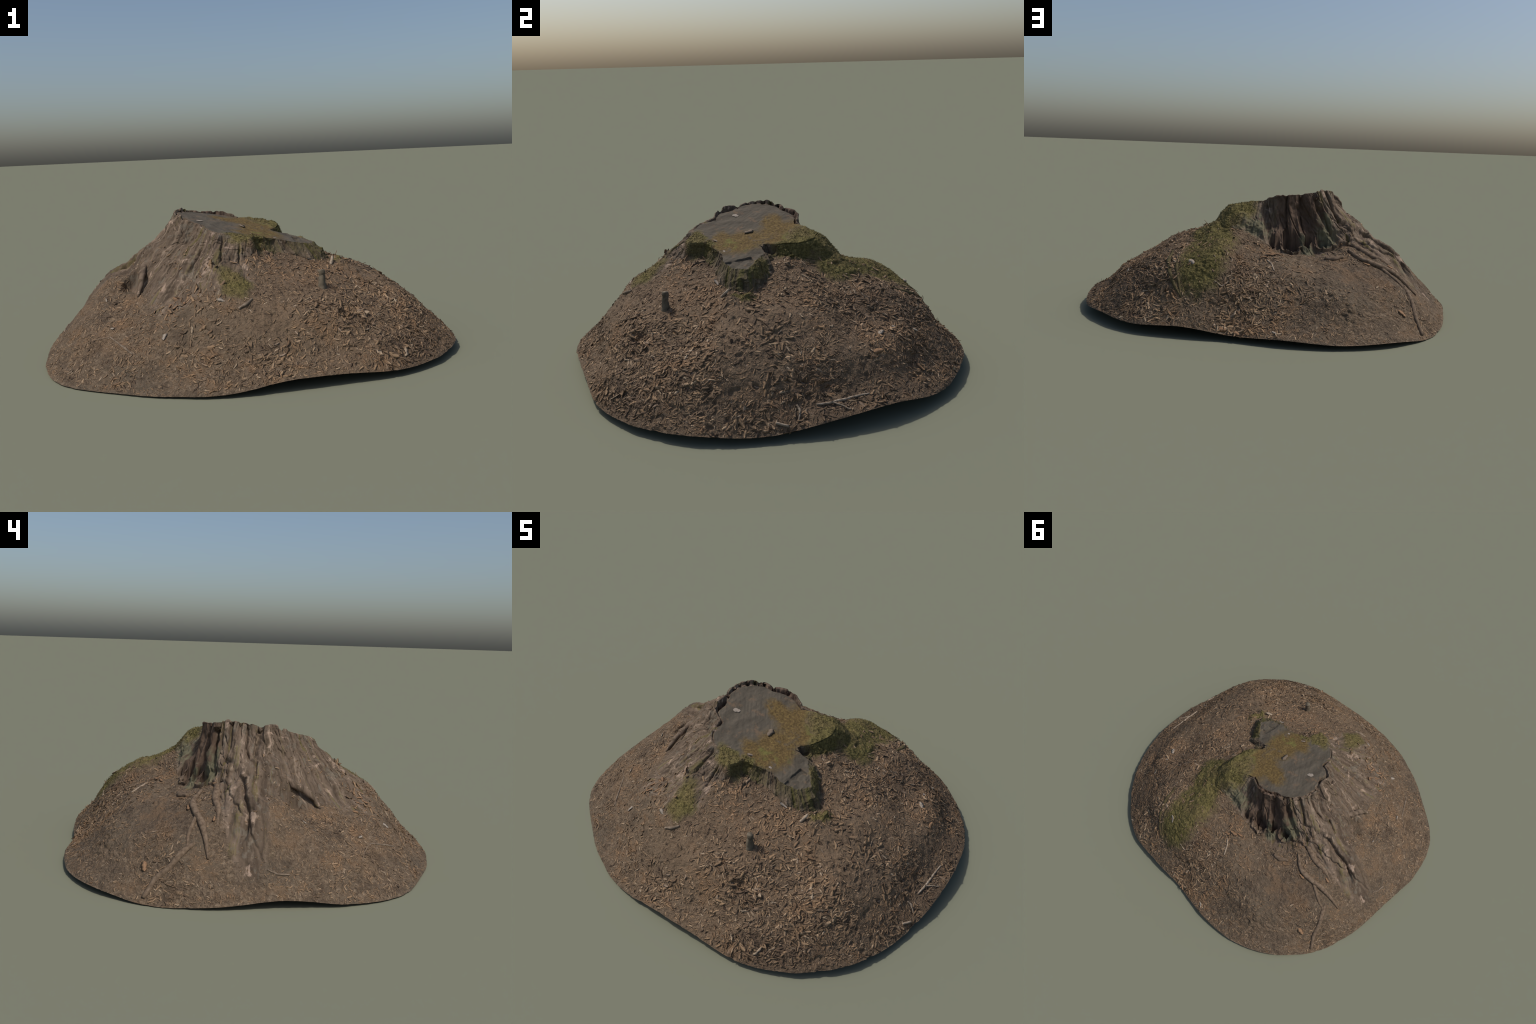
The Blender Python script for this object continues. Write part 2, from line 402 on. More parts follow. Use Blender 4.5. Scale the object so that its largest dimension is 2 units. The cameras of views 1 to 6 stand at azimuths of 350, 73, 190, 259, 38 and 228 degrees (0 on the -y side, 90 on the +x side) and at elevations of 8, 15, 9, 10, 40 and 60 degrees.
# 3. rim stays at its measured outline and above the ground
P[..., 2] = np.maximum(P[..., 2], 0.0)
P[-1, :, 2] = np.maximum(mound(X[-1], Y[-1]), 0)
N = grid_normals(P)

# ------------------------------------------------------------------ materials
def srgb(r, g, b):
    return tuple(((c / 255) / 12.92 if c / 255 <= 0.04045 else ((c / 255 + 0.055) / 1.055) ** 2.4) for c in (r, g, b)) + (1,)


class Tree:
    def __init__(self, name, rough=0.9):
        self.mat = bpy.data.materials.new(name)
        self.mat.use_nodes = True
        self.t = self.mat.node_tree
        self.bsdf = self.t.nodes["Principled BSDF"]
        self.bsdf.inputs["Roughness"].default_value = rough
        self.bsdf.inputs["Specular IOR Level"].default_value = 0.15
        self.obj = self.t.nodes.new("ShaderNodeTexCoord").outputs["Object"]

    def link(self, a, b):
        if isinstance(a, (int, float, tuple)):
            b.default_value = a
        else:
            self.t.links.new(a, b)

    def math(self, op, a, b=0.0, clamp=False):
        n = self.t.nodes.new("ShaderNodeMath")
        n.operation, n.use_clamp = op, clamp
        self.link(a, n.inputs[0])
        self.link(b, n.inputs[1])
        return n.outputs[0]

    def noise(self, scale, detail=3.0, rough=0.55, vec=None, dist=0.0):
        n = self.t.nodes.new("ShaderNodeTexNoise")
        n.inputs["Scale"].default_value, n.inputs["Detail"].default_value = scale, detail
        n.inputs["Roughness"].default_value, n.inputs["Distortion"].default_value = rough, dist
        self.link(vec or self.obj, n.inputs["Vector"])
        return n

    def voronoi(self, scale, vec=None, rand=1.0):
        n = self.t.nodes.new("ShaderNodeTexVoronoi")
        n.inputs["Scale"].default_value, n.inputs["Randomness"].default_value = scale, rand
        self.link(vec or self.obj, n.inputs["Vector"])
        return n

    def mapping(self, scale=(1, 1, 1), turn=(0, 0, 0), loc=(0, 0, 0), vec=None):
        n = self.t.nodes.new("ShaderNodeMapping")
        n.inputs["Scale"].default_value, n.inputs["Location"].default_value = scale, loc
        n.inputs["Rotation"].default_value = tuple(math.radians(a) for a in turn)
        self.link(vec or self.obj, n.inputs["Vector"])
        return n.outputs[0]

    def step(self, x, lo, hi):
        n = self.t.nodes.new("ShaderNodeMapRange")
        n.interpolation_type = "SMOOTHSTEP"
        self.link(x, n.inputs["Value"])
        n.inputs["From Min"].default_value, n.inputs["From Max"].default_value = lo, hi
        return n.outputs["Result"]

    def ramp(self, x, stops, constant=False):
        n = self.t.nodes.new("ShaderNodeValToRGB")
        n.color_ramp.interpolation = "CONSTANT" if constant else "LINEAR"
        el = n.color_ramp.elements
        while len(el) < len(stops):
            el.new(0.5)
        for e, (p, c) in zip(el, stops):
            e.position, e.color = p, c
        self.link(x, n.inputs[0])
        return n.outputs[0]

    def mix(self, f, a, b, mode="MIX"):
        n = self.t.nodes.new("ShaderNodeMix")
        n.data_type, n.blend_type = "RGBA", mode
        self.link(f, n.inputs[0])
        self.link(a, n.inputs[6])
        self.link(b, n.inputs[7])
        return n.outputs[2]

    def warp(self, amount, scale):
        n = self.noise(scale, 3.0)
        s = self.t.nodes.new("ShaderNodeVectorMath")
        s.operation = "SUBTRACT"
        self.link(n.outputs["Color"], s.inputs[0])
        s.inputs[1].default_value = (0.5, 0.5, 0.5)
        k = self.t.nodes.new("ShaderNodeVectorMath")
        k.operation = "SCALE"
        self.link(s.outputs[0], k.inputs[0])
        k.inputs["Scale"].default_value = amount
        a = self.t.nodes.new("ShaderNodeVectorMath")
        a.operation = "ADD"
        self.link(self.obj, a.inputs[0])
        self.link(k.outputs[0], a.inputs[1])
        return a.outputs[0]

    def patches(self, blobs, vec, soft=0.35):
        """The same soft ellipses as patch(), as nodes."""
        out = None
        for bx, by, rx, ry, turn in blobs:
            sub = self.t.nodes.new("ShaderNodeVectorMath")
            sub.operation = "SUBTRACT"
            self.link(vec, sub.inputs[0])
            sub.inputs[1].default_value = (bx, by, 0)
            rot = self.mapping(turn=(0, 0, -turn), vec=sub.outputs[0])
            mul = self.t.nodes.new("ShaderNodeVectorMath")
            mul.operation = "MULTIPLY"
            self.link(rot, mul.inputs[0])
            mul.inputs[1].default_value = (1 / rx, 1 / ry, 0)
            ln = self.t.nodes.new("ShaderNodeVectorMath")
            ln.operation = "LENGTH"
            self.link(mul.outputs[0], ln.inputs[0])
            m = self.step(ln.outputs["Value"], 1 + soft, 1 - soft)
            out = m if out is None else self.math("MAXIMUM", out, m)
        return out

    def bump(self, height, strength=0.5, distance=0.004):
        n = self.t.nodes.new("ShaderNodeBump")
        n.inputs["Strength"].default_value, n.inputs["Distance"].default_value = strength, distance
        self.link(height, n.inputs["Height"])
        self.link(n.outputs[0], self.bsdf.inputs["Normal"])

    def colour(self, c):
        self.link(c, self.bsdf.inputs["Base Color"])


def polar(T, around, along, up):
    """Coordinates that run round and down the stump, so that grain streaks downhill."""
    sep = T.t.nodes.new("ShaderNodeSeparateXYZ")
    T.link(T.warp(0.05, 9), sep.inputs[0])
    x, y = T.math("SUBTRACT", sep.outputs[0], CX), T.math("SUBTRACT", sep.outputs[1], CY)
    r = T.math("SQRT", T.math("ADD", T.math("MULTIPLY", x, x), T.math("MULTIPLY", y, y)))
    com = T.t.nodes.new("ShaderNodeCombineXYZ")
    # direction cosines instead of the angle, so that there is no seam
    T.link(T.math("MULTIPLY", T.math("DIVIDE", x, r), around), com.inputs[0])
    T.link(T.math("MULTIPLY", T.math("DIVIDE", y, r), around), com.inputs[1])
    T.link(T.math("ADD", T.math("MULTIPLY", r, along), T.math("MULTIPLY", sep.outputs[2], up)), com.inputs[2])
    return com.outputs[0]


def bark_colour(T):
    streak = T.noise(1.0, 4, 0.62, polar(T, 9, 7, 6))
    thin = T.noise(1.0, 3, 0.6, polar(T, 34, 26, 18))
    plate = T.noise(15, 4, 0.6, None, 0.6)
    c = T.ramp(streak.outputs["Fac"], ((0.30, srgb(70, 59, 50)), (0.44, srgb(94, 81, 68)), (0.56, srgb(109, 94, 80)), (0.70, srgb(128, 112, 97))))
    c = T.mix(T.step(plate.outputs["Fac"], 0.58, 0.68), c, srgb(152, 132, 115))
    c = T.mix(T.step(plate.outputs["Fac"], 0.44, 0.36), c, srgb(104, 95, 83))
    c = T.mix(T.math("MULTIPLY", T.step(thin.outputs["Fac"], 0.50, 0.34), 0.7), c, srgb(70, 59, 49))
    c = T.mix(T.math("MULTIPLY", T.step(thin.outputs["Fac"], 0.56, 0.70), 0.6), c, srgb(146, 130, 112))
    film = T.noise(1.0, 4, 0.7, polar(T, 14, 10, 8))
    c = T.mix(T.math("MULTIPLY", T.step(film.outputs["Fac"], 0.55, 0.66), 0.65), c, srgb(100, 92, 52))
    dark = T.patches(DARK_WALL, T.warp(0.10, 14), 0.35)
    c = T.mix(dark, c, T.ramp(streak.outputs["Fac"], ((0.3, srgb(62, 51, 42)), (0.5, srgb(82, 67, 56)), (0.7, srgb(106, 89, 76)))))  # darker browns in patches on the north wall
    old = T.patches(OLD_WOOD, T.warp(0.08, 14), 0.35)
    c = T.mix(old, c, T.ramp(thin.outputs["Fac"], ((0.3, srgb(60, 53, 41)), (0.5, srgb(85, 76, 58)), (0.7, srgb(107, 96, 74)))))
    c = T.mix(T.math("MULTIPLY", T.math("MULTIPLY", old, T.step(film.outputs["Fac"], 0.46, 0.58)), 0.7), c, srgb(88, 84, 46))
    lich = T.math("MULTIPLY", T.patches(LICHEN, T.warp(0.10, 14), 0.4), T.step(plate.outputs["Fac"], 0.40, 0.52))
    c = T.mix(lich, c, T.ramp(thin.outputs["Fac"], ((0.3, srgb(80, 77, 61)), (0.7, srgb(116, 111, 90)))))  # lichen tint warmed against blue skylight on the shaded wall
    return c, T.math("ADD", thin.outputs["Fac"], plate.outputs["Fac"])


def soil_colour(T):
    big = T.noise(4.0, 4, 0.6)
    way = T.warp(0.05, 26)
    scraps = T.voronoi(62, T.mapping((1, 2.0, 1.5), (0, 0, 35), vec=way))
    fine = T.voronoi(130, T.mapping((2.0, 1, 1.5), (0, 0, -20), vec=way))
    strands = T.noise(46, 4, 0.65, T.mapping((1, 1, 1.4)), 1.0)
    stops = ((0.0, srgb(62, 52, 43)), (0.3, srgb(82, 70, 57)), (0.6, srgb(98, 84, 69)), (0.85, srgb(116, 100, 82)), (1.0, srgb(152, 134, 113)))

    def one(v):
        sep = T.t.nodes.new("ShaderNodeSeparateColor")
        T.link(v.outputs["Color"], sep.inputs[0])
        return sep.outputs[0]

    c = T.mix(0.5, T.ramp(one(scraps), stops), T.ramp(one(fine), stops))
    c = T.mix(0.45, c, T.ramp(strands.outputs["Fac"], ((0.30, srgb(56, 47, 39)), (0.5, srgb(92, 78, 64)), (0.70, srgb(136, 118, 98)))))
    c = T.mix(T.math("MULTIPLY", T.step(big.outputs["Fac"], 0.50, 0.66), 0.6), c, srgb(84, 76, 65))
    c = T.mix(T.math("MULTIPLY", T.step(big.outputs["Fac"], 0.44, 0.30), 0.45), c, srgb(112, 90, 68))
    c = T.mix(T.math("MULTIPLY", T.patches(BARE, T.warp(0.16, 7), 0.6), 0.5), c, srgb(106, 92, 76))
    c = T.mix(T.math("MULTIPLY", T.patches(DAMP, T.warp(0.16, 7), 0.5), 0.25), c, srgb(66, 55, 47))
    rusty = T.noise(7.5, 4, 0.65)
    c = T.mix(T.math("MULTIPLY", T.step(rusty.outputs["Fac"], 0.50, 0.66), 0.45), c, srgb(116, 93, 71))
    c = T.mix(T.math("MULTIPLY", T.step(rusty.outputs["Fac"], 0.47, 0.33), 0.50), c, srgb(66, 56, 47))
    c = T.mix(T.math("MULTIPLY", T.patches(EAST, T.warp(0.2, 5), 0.6), 0.35), c, srgb(128, 105, 82))  # east soil lightened to offset the grazing sun on that slope
    return c, T.math("ADD", scraps.outputs["Distance"], strands.outputs["Fac"])


def moss_colour(T):
    n = T.noise(70, 4, 0.7)
    big = T.noise(8, 3, 0.6)
    c = T.ramp(n.outputs["Fac"], ((0.30, srgb(68, 62, 38)), (0.5, srgb(97, 89, 54)), (0.7, srgb(122, 112, 72))))
    c = T.mix(T.step(big.outputs["Fac"], 0.46, 0.64), c, T.ramp(n.outputs["Fac"], ((0.3, srgb(74, 66, 42)), (0.7, srgb(122, 109, 72)))))
    return c, n.outputs["Fac"]


def body_material(name, kind):
    T = Tree(name, 0.92)
    wob = T.warp(0.10, 14)
    fine = T.warp(0.05, 40)
    soil, soil_h = soil_colour(T)
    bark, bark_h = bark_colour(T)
    moss, moss_h = moss_colour(T)
    m_bark = T.patches(BARK, wob, 0.25)
    m_moss = T.patches(MOSS, wob, 0.30)
    speck = T.noise(16, 4, 0.7)
    if kind == "cut":
        n = T.noise(26, 5, 0.65, T.mapping((1, 0.35, 1), (0, 0, 37)))
        cut = T.ramp(n.outputs["Fac"], ((0.3, srgb(72, 66, 57)), (0.55, srgb(90, 83, 72)), (0.75, srgb(107, 97, 84))))
        cut = T.mix(T.step(speck.outputs["Fac"], 0.56, 0.70), cut, srgb(108, 91, 74))
        m_och = T.patches(OCHRE, fine, 0.30)
        och = T.ramp(T.noise(90, 4, 0.7).outputs["Fac"], ((0.3, srgb(72, 58, 38)), (0.5, srgb(99, 81, 51)), (0.7, srgb(122, 104, 64))))
        och = T.mix(T.step(T.noise(12, 3).outputs["Fac"], 0.58, 0.74), och, srgb(104, 99, 56))
        c = T.mix(T.math("MULTIPLY", m_och, T.step(speck.outputs["Fac"], 0.24, 0.46)), cut, och)
        c = T.mix(m_moss, c, moss)
        h = n.outputs["Fac"]
    else:
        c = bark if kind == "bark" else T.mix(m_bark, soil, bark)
        c = T.mix(m_moss, c, moss)
        h = bark_h if kind == "bark" else soil_h
    T.colour(c)
    T.bump(h, 0.6, 0.006)
    return T.mat


MAT = {k: body_material(n, k) for k, n in (("cut", "weathered_cut_wood"), ("bark", "rough_bark"), ("soil", "soil_and_litter"), ("moss", "moss"))}

# ------------------------------------------------------------------ body split into parts
stump = bpy.data.objects.new("tree_stump", None)
bpy.context.scene.collection.objects.link(stump)
stump["label"] = "mossy sawn tree stump on a mound of soil and wood chips"
stump["category"] = "tree stump"


def add(name, mesh, parent=stump, mat=None):
    o = bpy.data.objects.new(name, mesh)
    bpy.context.scene.collection.objects.link(o)
    o.parent = parent
    if mat and not mesh.materials:
        mesh.materials.append(mat)
    return o


def mesh_from(name, verts, faces, normals=None):
    me = bpy.data.meshes.new(name)
    verts = np.ascontiguousarray(verts, np.float32)
    faces = np.ascontiguousarray(faces, np.int32)
    n, k = faces.shape
    me.vertices.add(len(verts))
    me.vertices.foreach_set("co", verts.ravel())
    me.loops.add(n * k)
    me.loops.foreach_set("vertex_index", faces.ravel())
    me.polygons.add(n)
    me.polygons.foreach_set("loop_start", np.arange(n, dtype=np.int32) * k)
    me.polygons.foreach_set("use_smooth", np.ones(n, bool))
    me.update(calc_edges=True)
    if normals is not None:
        me.normals_split_custom_set_from_vertices(normals.astype(np.float32))
    return me


rows = N_TOP + N_WALL + N_SOIL
V = P.reshape(-1, 3)
VN = N.reshape(-1, 3)
i, j = np.meshgrid(np.arange(rows - 1), np.arange(NA), indexing="ij")
j2 = (j + 1) % NA
quads = np.stack([i * NA + j, (i + 1) * NA + j, (i + 1) * NA + j2, i * NA + j2], -1)
fz = zone[i + 1]
fm, fb = (G[k][i, j] + 0.25 * noise(X[i, j] * 40, Y[i, j] * 40, 0.5, 71) for k in ("moss", "bark"))
kind = np.where(fz == 0, 0, np.where(fz == 1, 1, np.where(fb > 0.5, 1, 2)))
kind = np.where(fm > 0.5, 3, kind)
for k, (name, mat) in enumerate((("cut_face", "cut"), ("bark", "bark"), ("soil_mound", "soil"), ("moss", "moss"))):
    q = quads[kind == k]
    extra = None
    if k == 0:   # the middle of the face, closed by a fan of thin quads
        mid = len(V)
    used, inv = np.unique(q, return_inverse=True)
    co, no, fc = V[used], VN[used], inv.reshape(-1, 4)
    me = mesh_from(name, co, fc, no)
    add(name, me, mat=MAT[mat])
# middle cap of the cut face and the underside of the mound
cap = np.vstack([[[CX, CY, cut_plane(CX, CY)]], V[:NA]])
tri = np.c_[np.zeros(NA, int), 1 + np.arange(NA), 1 + (np.arange(NA) + 1) % NA]
heart = mesh_from("heartwood", cap, tri)
add("heartwood", heart, mat=MAT["cut"])
rim = V[-NA:]
under = [rim]
for s, dz in ((0.97, 0.004), (0.6, 0.03), (0.2, 0.04), (0.01, 0.04)):
    under.append(np.c_[rim[:, :2] * s, rim[:, 2] * s + dz])
U = np.vstack(under)
i, j = np.meshgrid(np.arange(4), np.arange(NA), indexing="ij")
uq = np.stack([i * NA + j, (i + 1) * NA + j, (i + 1) * NA + (j + 1) % NA, i * NA + (j + 1) % NA], -1).reshape(-1, 4)[:, ::-1]
soil_base = add("soil_underside", mesh_from("soil_underside", U, uq), mat=MAT["soil"])

# ------------------------------------------------------------------ loose things lying on it
def surface(x, y):
    """Height of the finished body at x, y (outside the cut face) and its normal."""
    a = math.atan2(y - CY, x - CX) % PI2
    j = int(round(a / PI2 * NA)) % NA
    d = np.hypot(P[:, j, 0] - CX, P[:, j, 1] - CY)
    k = int(np.abs(d - math.hypot(x - CX, y - CY)).argmin())
    return float(P[k, j, 2]), N[k, j]


def chip_template(stations=5, width=0.22, thick=0.10, curl=0.0, bend=0.0, blunt=0.5, seed=0):
    """A sliver of wood or a scrap of leaf: unit half length along x."""
    r = np.random.default_rng(seed)
    xs = np.linspace(-1, 1, stations)
    pts = []
    for x in xs:
        w = width * (1 - abs(x) ** (1.0 + 4 * blunt)) ** 0.7 + width * 0.18
        w *= 1 + 0.25 * r.normal() * (1 - blunt)
        t = thick * (1 - 0.5 * x * x)
        cz, cy = curl * x * x, bend * (1 - x * x) + 0.03 * r.normal()
        pts += [(x, cy - w, cz), (x, cy + 0.15 * w * r.normal(), cz + t), (x, cy + w, cz), (x, cy, cz - t)]
    f = []
    for s in range(stations - 1):
        for e in range(4):
            a, b = s * 4 + e, s * 4 + (e + 1) % 4
            f.append((a, a + 4, b + 4, b)[::-1])
    f += [(3, 2, 1, 0)[::-1], tuple(range(4 * stations - 4, 4 * stations))[::-1]]
    return np.array(pts), np.array(f)


TEMPLATES = {
    "chip": [chip_template(5, w_, 0.09, c_, b_, 0.6, k) for k, (w_, c_, b_) in enumerate(
        ((0.24, 0.06, 0.05), (0.30, -0.08, 0.0), (0.18, 0.10, 0.10), (0.36, 0.05, -0.06), (0.21, -0.05, 0.14), (0.27, 0.12, 0.0)))],
    "straw": [chip_template(6, w_, 0.05, c_, b_, 0.9, 20 + k) for k, (w_, c_, b_) in enumerate(((0.06, 0.05, 0.15), (0.08, -0.05, 0.0), (0.05, 0.10, -0.22)))],
    "leaf": [chip_template(6, w_, 0.035, c_, b_, 0.15, 40 + k) for k, (w_, c_, b_) in enumerate(((0.42, 0.14, 0.05), (0.50, -0.10, 0.0), (0.36, 0.20, 0.12)))],
}


def frames(n, ang, tilt, roll):
    """Rotation matrices: x axis in the surface at angle ang, z near the normal n."""
    up = np.tile([0.0, 0, 1], (len(n), 1))
    down = -(up - n * n[:, 2:3])
    bad = np.linalg.norm(down, axis=1) < 0.05
    down[bad] = (1, 0, 0)
    t1 = down - n * (down * n).sum(1, keepdims=True)
    t1 /= np.linalg.norm(t1, axis=1, keepdims=True)
    t2 = np.cross(n, t1)
    x = t1 * np.cos(ang)[:, None] + t2 * np.sin(ang)[:, None]
    y = np.cross(n, x)
    z = n * np.cos(tilt)[:, None] - x * np.sin(tilt)[:, None]
    x = x * np.cos(tilt)[:, None] + n * np.sin(tilt)[:, None]
    y, z = y * np.cos(roll)[:, None] + z * np.sin(roll)[:, None], z * np.cos(roll)[:, None] - y * np.sin(roll)[:, None]
    return np.stack([x, y, z], -1)


# where litter lies: cells of the soil part of the loft, weighted by their area
si = np.arange(N_TOP + N_WALL, rows - 2)
C = P[si]
cell = np.linalg.norm(np.cross(np.roll(C, -1, 1) - C, P[si + 1] - C), axis=-1)
sx, sy = C[..., 0], C[..., 1]
mossy = np.clip(G["moss"][si] * 1.3, 0, 1)
rooty = G["bark"][si]
coarse = np.clip(smooth(-0.75, 0.45, 0.85 * sx - 0.15 * sy) + 0.55 * smooth(-0.25, -0.5, sy) * smooth(-0.6, 0, sx)
                 + 0.7 * smooth(0.45, 0.8, sy) * smooth(-0.7, -0.1, sx) + 0.25 * fbm(sx * 4, sy * 4, 0.7, 82, 2), 0.0, 1)
clump = 0.5 + 0.5 * fbm(sx * 5, sy * 5, 0.3, 81, 3)
density = cell * (0.85 + 0.15 * coarse) * (0.30 + 1.4 * clump ** 1.5) * (1 - 0.93 * mossy) * (1 - 0.88 * rooty) * (1 - 0.72 * patch(sx, sy, BARE, 0.5)) * (1 - caved[si])
density = density.ravel() / density.sum()


def scatter(count, weights):
    pick = RNG.choice(len(weights), count, p=weights)
    a, b = np.divmod(pick, NA)
    return si[a], b, pick


LITTER = []    # template kind, template number, position, rotation, half length
for kind_, count, lo, hi in (("chip", 21000, 0.005, 0.021), ("straw", 5500, 0.008, 0.029), ("leaf", 2600, 0.006, 0.018)):
    a, b, pick = scatter(count, density)
    n = N[a, b] + 0.05 * RNG.normal(size=(count, 3))
    n /= np.linalg.norm(n, axis=1, keepdims=True)
    co = coarse.ravel()[pick]
    half = (lo + (hi - lo) * RNG.random(count) ** 2.0) * (0.66 + 0.34 * co)
    tilt = RNG.normal(size=count) * (0.06 + 0.09 * co)
    at = P[a, b]
    flow = 2.2 * PI2 * fbm(at[:, 0] * 2.2, at[:, 1] * 2.2, 0.4, 84, 2) + 0.75 * RNG.normal(size=count)
    half = half * (0.66 + 0.62 * smooth(-0.5, 0.6, fbm(at[:, 0] * 6, at[:, 1] * 6, 0.9, 85, 2)))
    rot = frames(n, flow, tilt, RNG.normal(size=count) * (0.10 + 0.16 * co))
    pos = P[a, b] + n * (half * (0.01 + 0.03 * co * RNG.random(count)))[:, None]
    reach = half[:, None] * np.abs(rot[:, :, 0])
    rr = np.hypot(pos[:, 0], pos[:, 1]) + half * 0.7
    ok = (rr < np.array([rim_radius(math.atan2(y, x)) for x, y in pos[:, :2]])) & (pos[:, 2] - reach[:, 2] > 0.002)
    for k in np.nonzero(ok)[0]:
        LITTER.append((kind_, int(RNG.integers(len(TEMPLATES[kind_]))), pos[k], rot[k], half[k]))


def litter_material(name, stops, mixin=0.25):
    T = Tree(name, 0.88)
    geo = T.t.nodes.new("ShaderNodeNewGeometry").outputs["Random Per Island"]
    info = T.t.nodes.new("ShaderNodeObjectInfo").outputs["Random"]
    f = T.math("FRACT", T.math("ADD", geo, info))
    c = T.ramp(f, stops)
    g = T.noise(120, 3, 0.6)
    c = T.mix(T.math("MULTIPLY", T.step(g.outputs["Fac"], 0.5, 0.7), 0.35), c, srgb(66, 54, 45))
    damp = T.patches(DAMP, T.warp(0.16, 7), 0.45)
    fine = T.patches(FINE, T.warp(0.16, 7), 0.5)
    c = T.mix(T.math("MULTIPLY", fine, mixin), c, srgb(98, 84, 69))
    rusty = T.noise(7.5, 4, 0.65)
    c = T.mix(T.math("MULTIPLY", T.step(rusty.outputs["Fac"], 0.50, 0.66), 0.40), c, srgb(142, 110, 80))
    c = T.mix(T.math("MULTIPLY", T.step(rusty.outputs["Fac"], 0.47, 0.33), 0.50), c, srgb(68, 56, 47))
    c = T.mix(T.math("MULTIPLY", damp, 0.30), c, srgb(66, 55, 47))
    c = T.mix(T.math("MULTIPLY", T.patches(FRESH, T.warp(0.16, 9), 0.5), 0.35), c, srgb(150, 120, 92))
    T.colour(c)
    T.bump(g.outputs["Fac"], 0.35, 0.002)
    return T.mat


MAT["chip"] = litter_material("wood_chip", ((0.0, srgb(82, 68, 56)), (0.15, srgb(108, 90, 72)), (0.45, srgb(124, 104, 83)), (0.68, srgb(138, 114, 89)),  # chip browns raised to make up for shading among the eastern litter
                                            (0.86, srgb(150, 125, 98)), (0.95, srgb(164, 141, 115)), (1.0, srgb(170, 151, 128))))
MAT["straw"] = litter_material("dry_straw", ((0.0, srgb(88, 74, 61)), (0.5, srgb(110, 93, 75)), (0.88, srgb(134, 114, 91)), (1.0, srgb(162, 143, 118))))
MAT["leaf"] = litter_material("dead_leaf", ((0.0, srgb(76, 62, 52)), (0.35, srgb(102, 84, 68)), (0.65, srgb(118, 94, 72)), (0.88, srgb(128, 111, 94)), (1.0, srgb(150, 132, 114))))

LITTER.sort(key=lambda l: -l[4] * {"chip": 1.0, "straw": 0.5, "leaf": 1.4}[l[0]])
soil_obj = bpy.data.objects["soil_mound"]
NAMES = {"chip": "wood_chip", "straw": "dry_straw", "leaf": "dead_leaf"}
shared = {}
for kind_, temps in TEMPLATES.items():
    for k, (tv, tf) in enumerate(temps):
        me = mesh_from(NAMES[kind_], tv, tf)
        me.materials.append(MAT[kind_])
        shared[kind_, k] = me
for kind_, k, pos, rot, half in LITTER[:290]:
    o = add(NAMES[kind_], shared[kind_, k], soil_obj)
    o.matrix_world = Matrix.Translation(Vector(pos)) @ Matrix(rot.tolist()).to_4x4() @ Matrix.Scale(half, 4)
for kind_ in TEMPLATES:
    vs, fs, base = [], [], 0
    for kk, k, pos, rot, half in LITTER[290:]:
        if kk != kind_:
            continue
        tv, tf = TEMPLATES[kk][k]
        vs.append(pos + (tv * half) @ rot.T)
        fs.append(tf + base)
        base += len(tv)
    o = add(NAMES[kind_] + "_litter", mesh_from(NAMES[kind_] + "_litter", np.vstack(vs), np.vstack(fs)), soil_obj, MAT[kind_])
    o["kind"] = "stuff"


# sticks, roots and the little stub: tubes along a path that rides on the surface
def tube(path, radii, sides=10, rise=0.0, seed=0, bumps=0.18, on_ground=True):
    pts = [Vector((x, y, (surface(x, y)[0] + rise) if on_ground else z)) for x, y, z in path]
    fine, rad = [], []
    for k in range(len(pts) - 1):
        for t in np.linspace(0, 1, 9)[: 9 if k == len(pts) - 2 else 8]:
            p = pts[k].lerp(pts[k + 1], t)
            if on_ground:
                p.z = 0.5 * p.z + 0.5 * (surface(p.x, p.y)[0] + rise)
            fine.append(p)
            rad.append(radii[k] * (1 - t) + radii[k + 1] * t)
    for _ in range(3):
        fine = [fine[0]] + [(fine[k - 1] + fine[k] * 2 + fine[k + 1]) / 4 for k in range(1, len(fine) - 1)] + [fine[-1]]
    r = np.random.default_rng(seed)
    vs, fs = [], []
    for k, p in enumerate(fine):
        d = (fine[min(k + 1, len(fine) - 1)] - fine[max(k - 1, 0)]).normalized()
        side = d.cross(Vector((0, 0, 1)))
        side = side.normalized() if side.length > 0.05 else Vector((1, 0, 0))
        top = side.cross(d)
        for s in range(sides):
            a = PI2 * s / sides
            q = rad[k] * (1 + bumps * float(noise(math.cos(a) * 1.5, math.sin(a) * 1.5, k * 0.25, seed)))
            vs.append(p + side * (math.cos(a) * q) + top * (math.sin(a) * q))
    for k in range(len(fine) - 1):
        for s in range(sides):
            fs.append((k * sides + s, k * sides + (s + 1) % sides, (k + 1) * sides + (s + 1) % sides, (k + 1) * sides + s))
    me = bpy.data.meshes.new("tube")
    n = len(vs)
    me.from_pydata([tuple(v_) for v_ in vs] , [], [f[::-1] for f in fs] + [tuple(range(sides)), tuple(range(n - sides, n))[::-1]])
    me.polygons.foreach_set("use_smooth", [True] * len(me.polygons))
    me.update()
    return me


def wood_material(name, dark, mid, light, scale=60):
    T = Tree(name, 0.85)
    g = T.noise(scale, 4, 0.6)
    T.colour(T.ramp(g.outputs["Fac"], ((0.3, dark), (0.5, mid), (0.72, light))))
    T.bump(g.outputs["Fac"], 0.5, 0.003)
    return T.mat


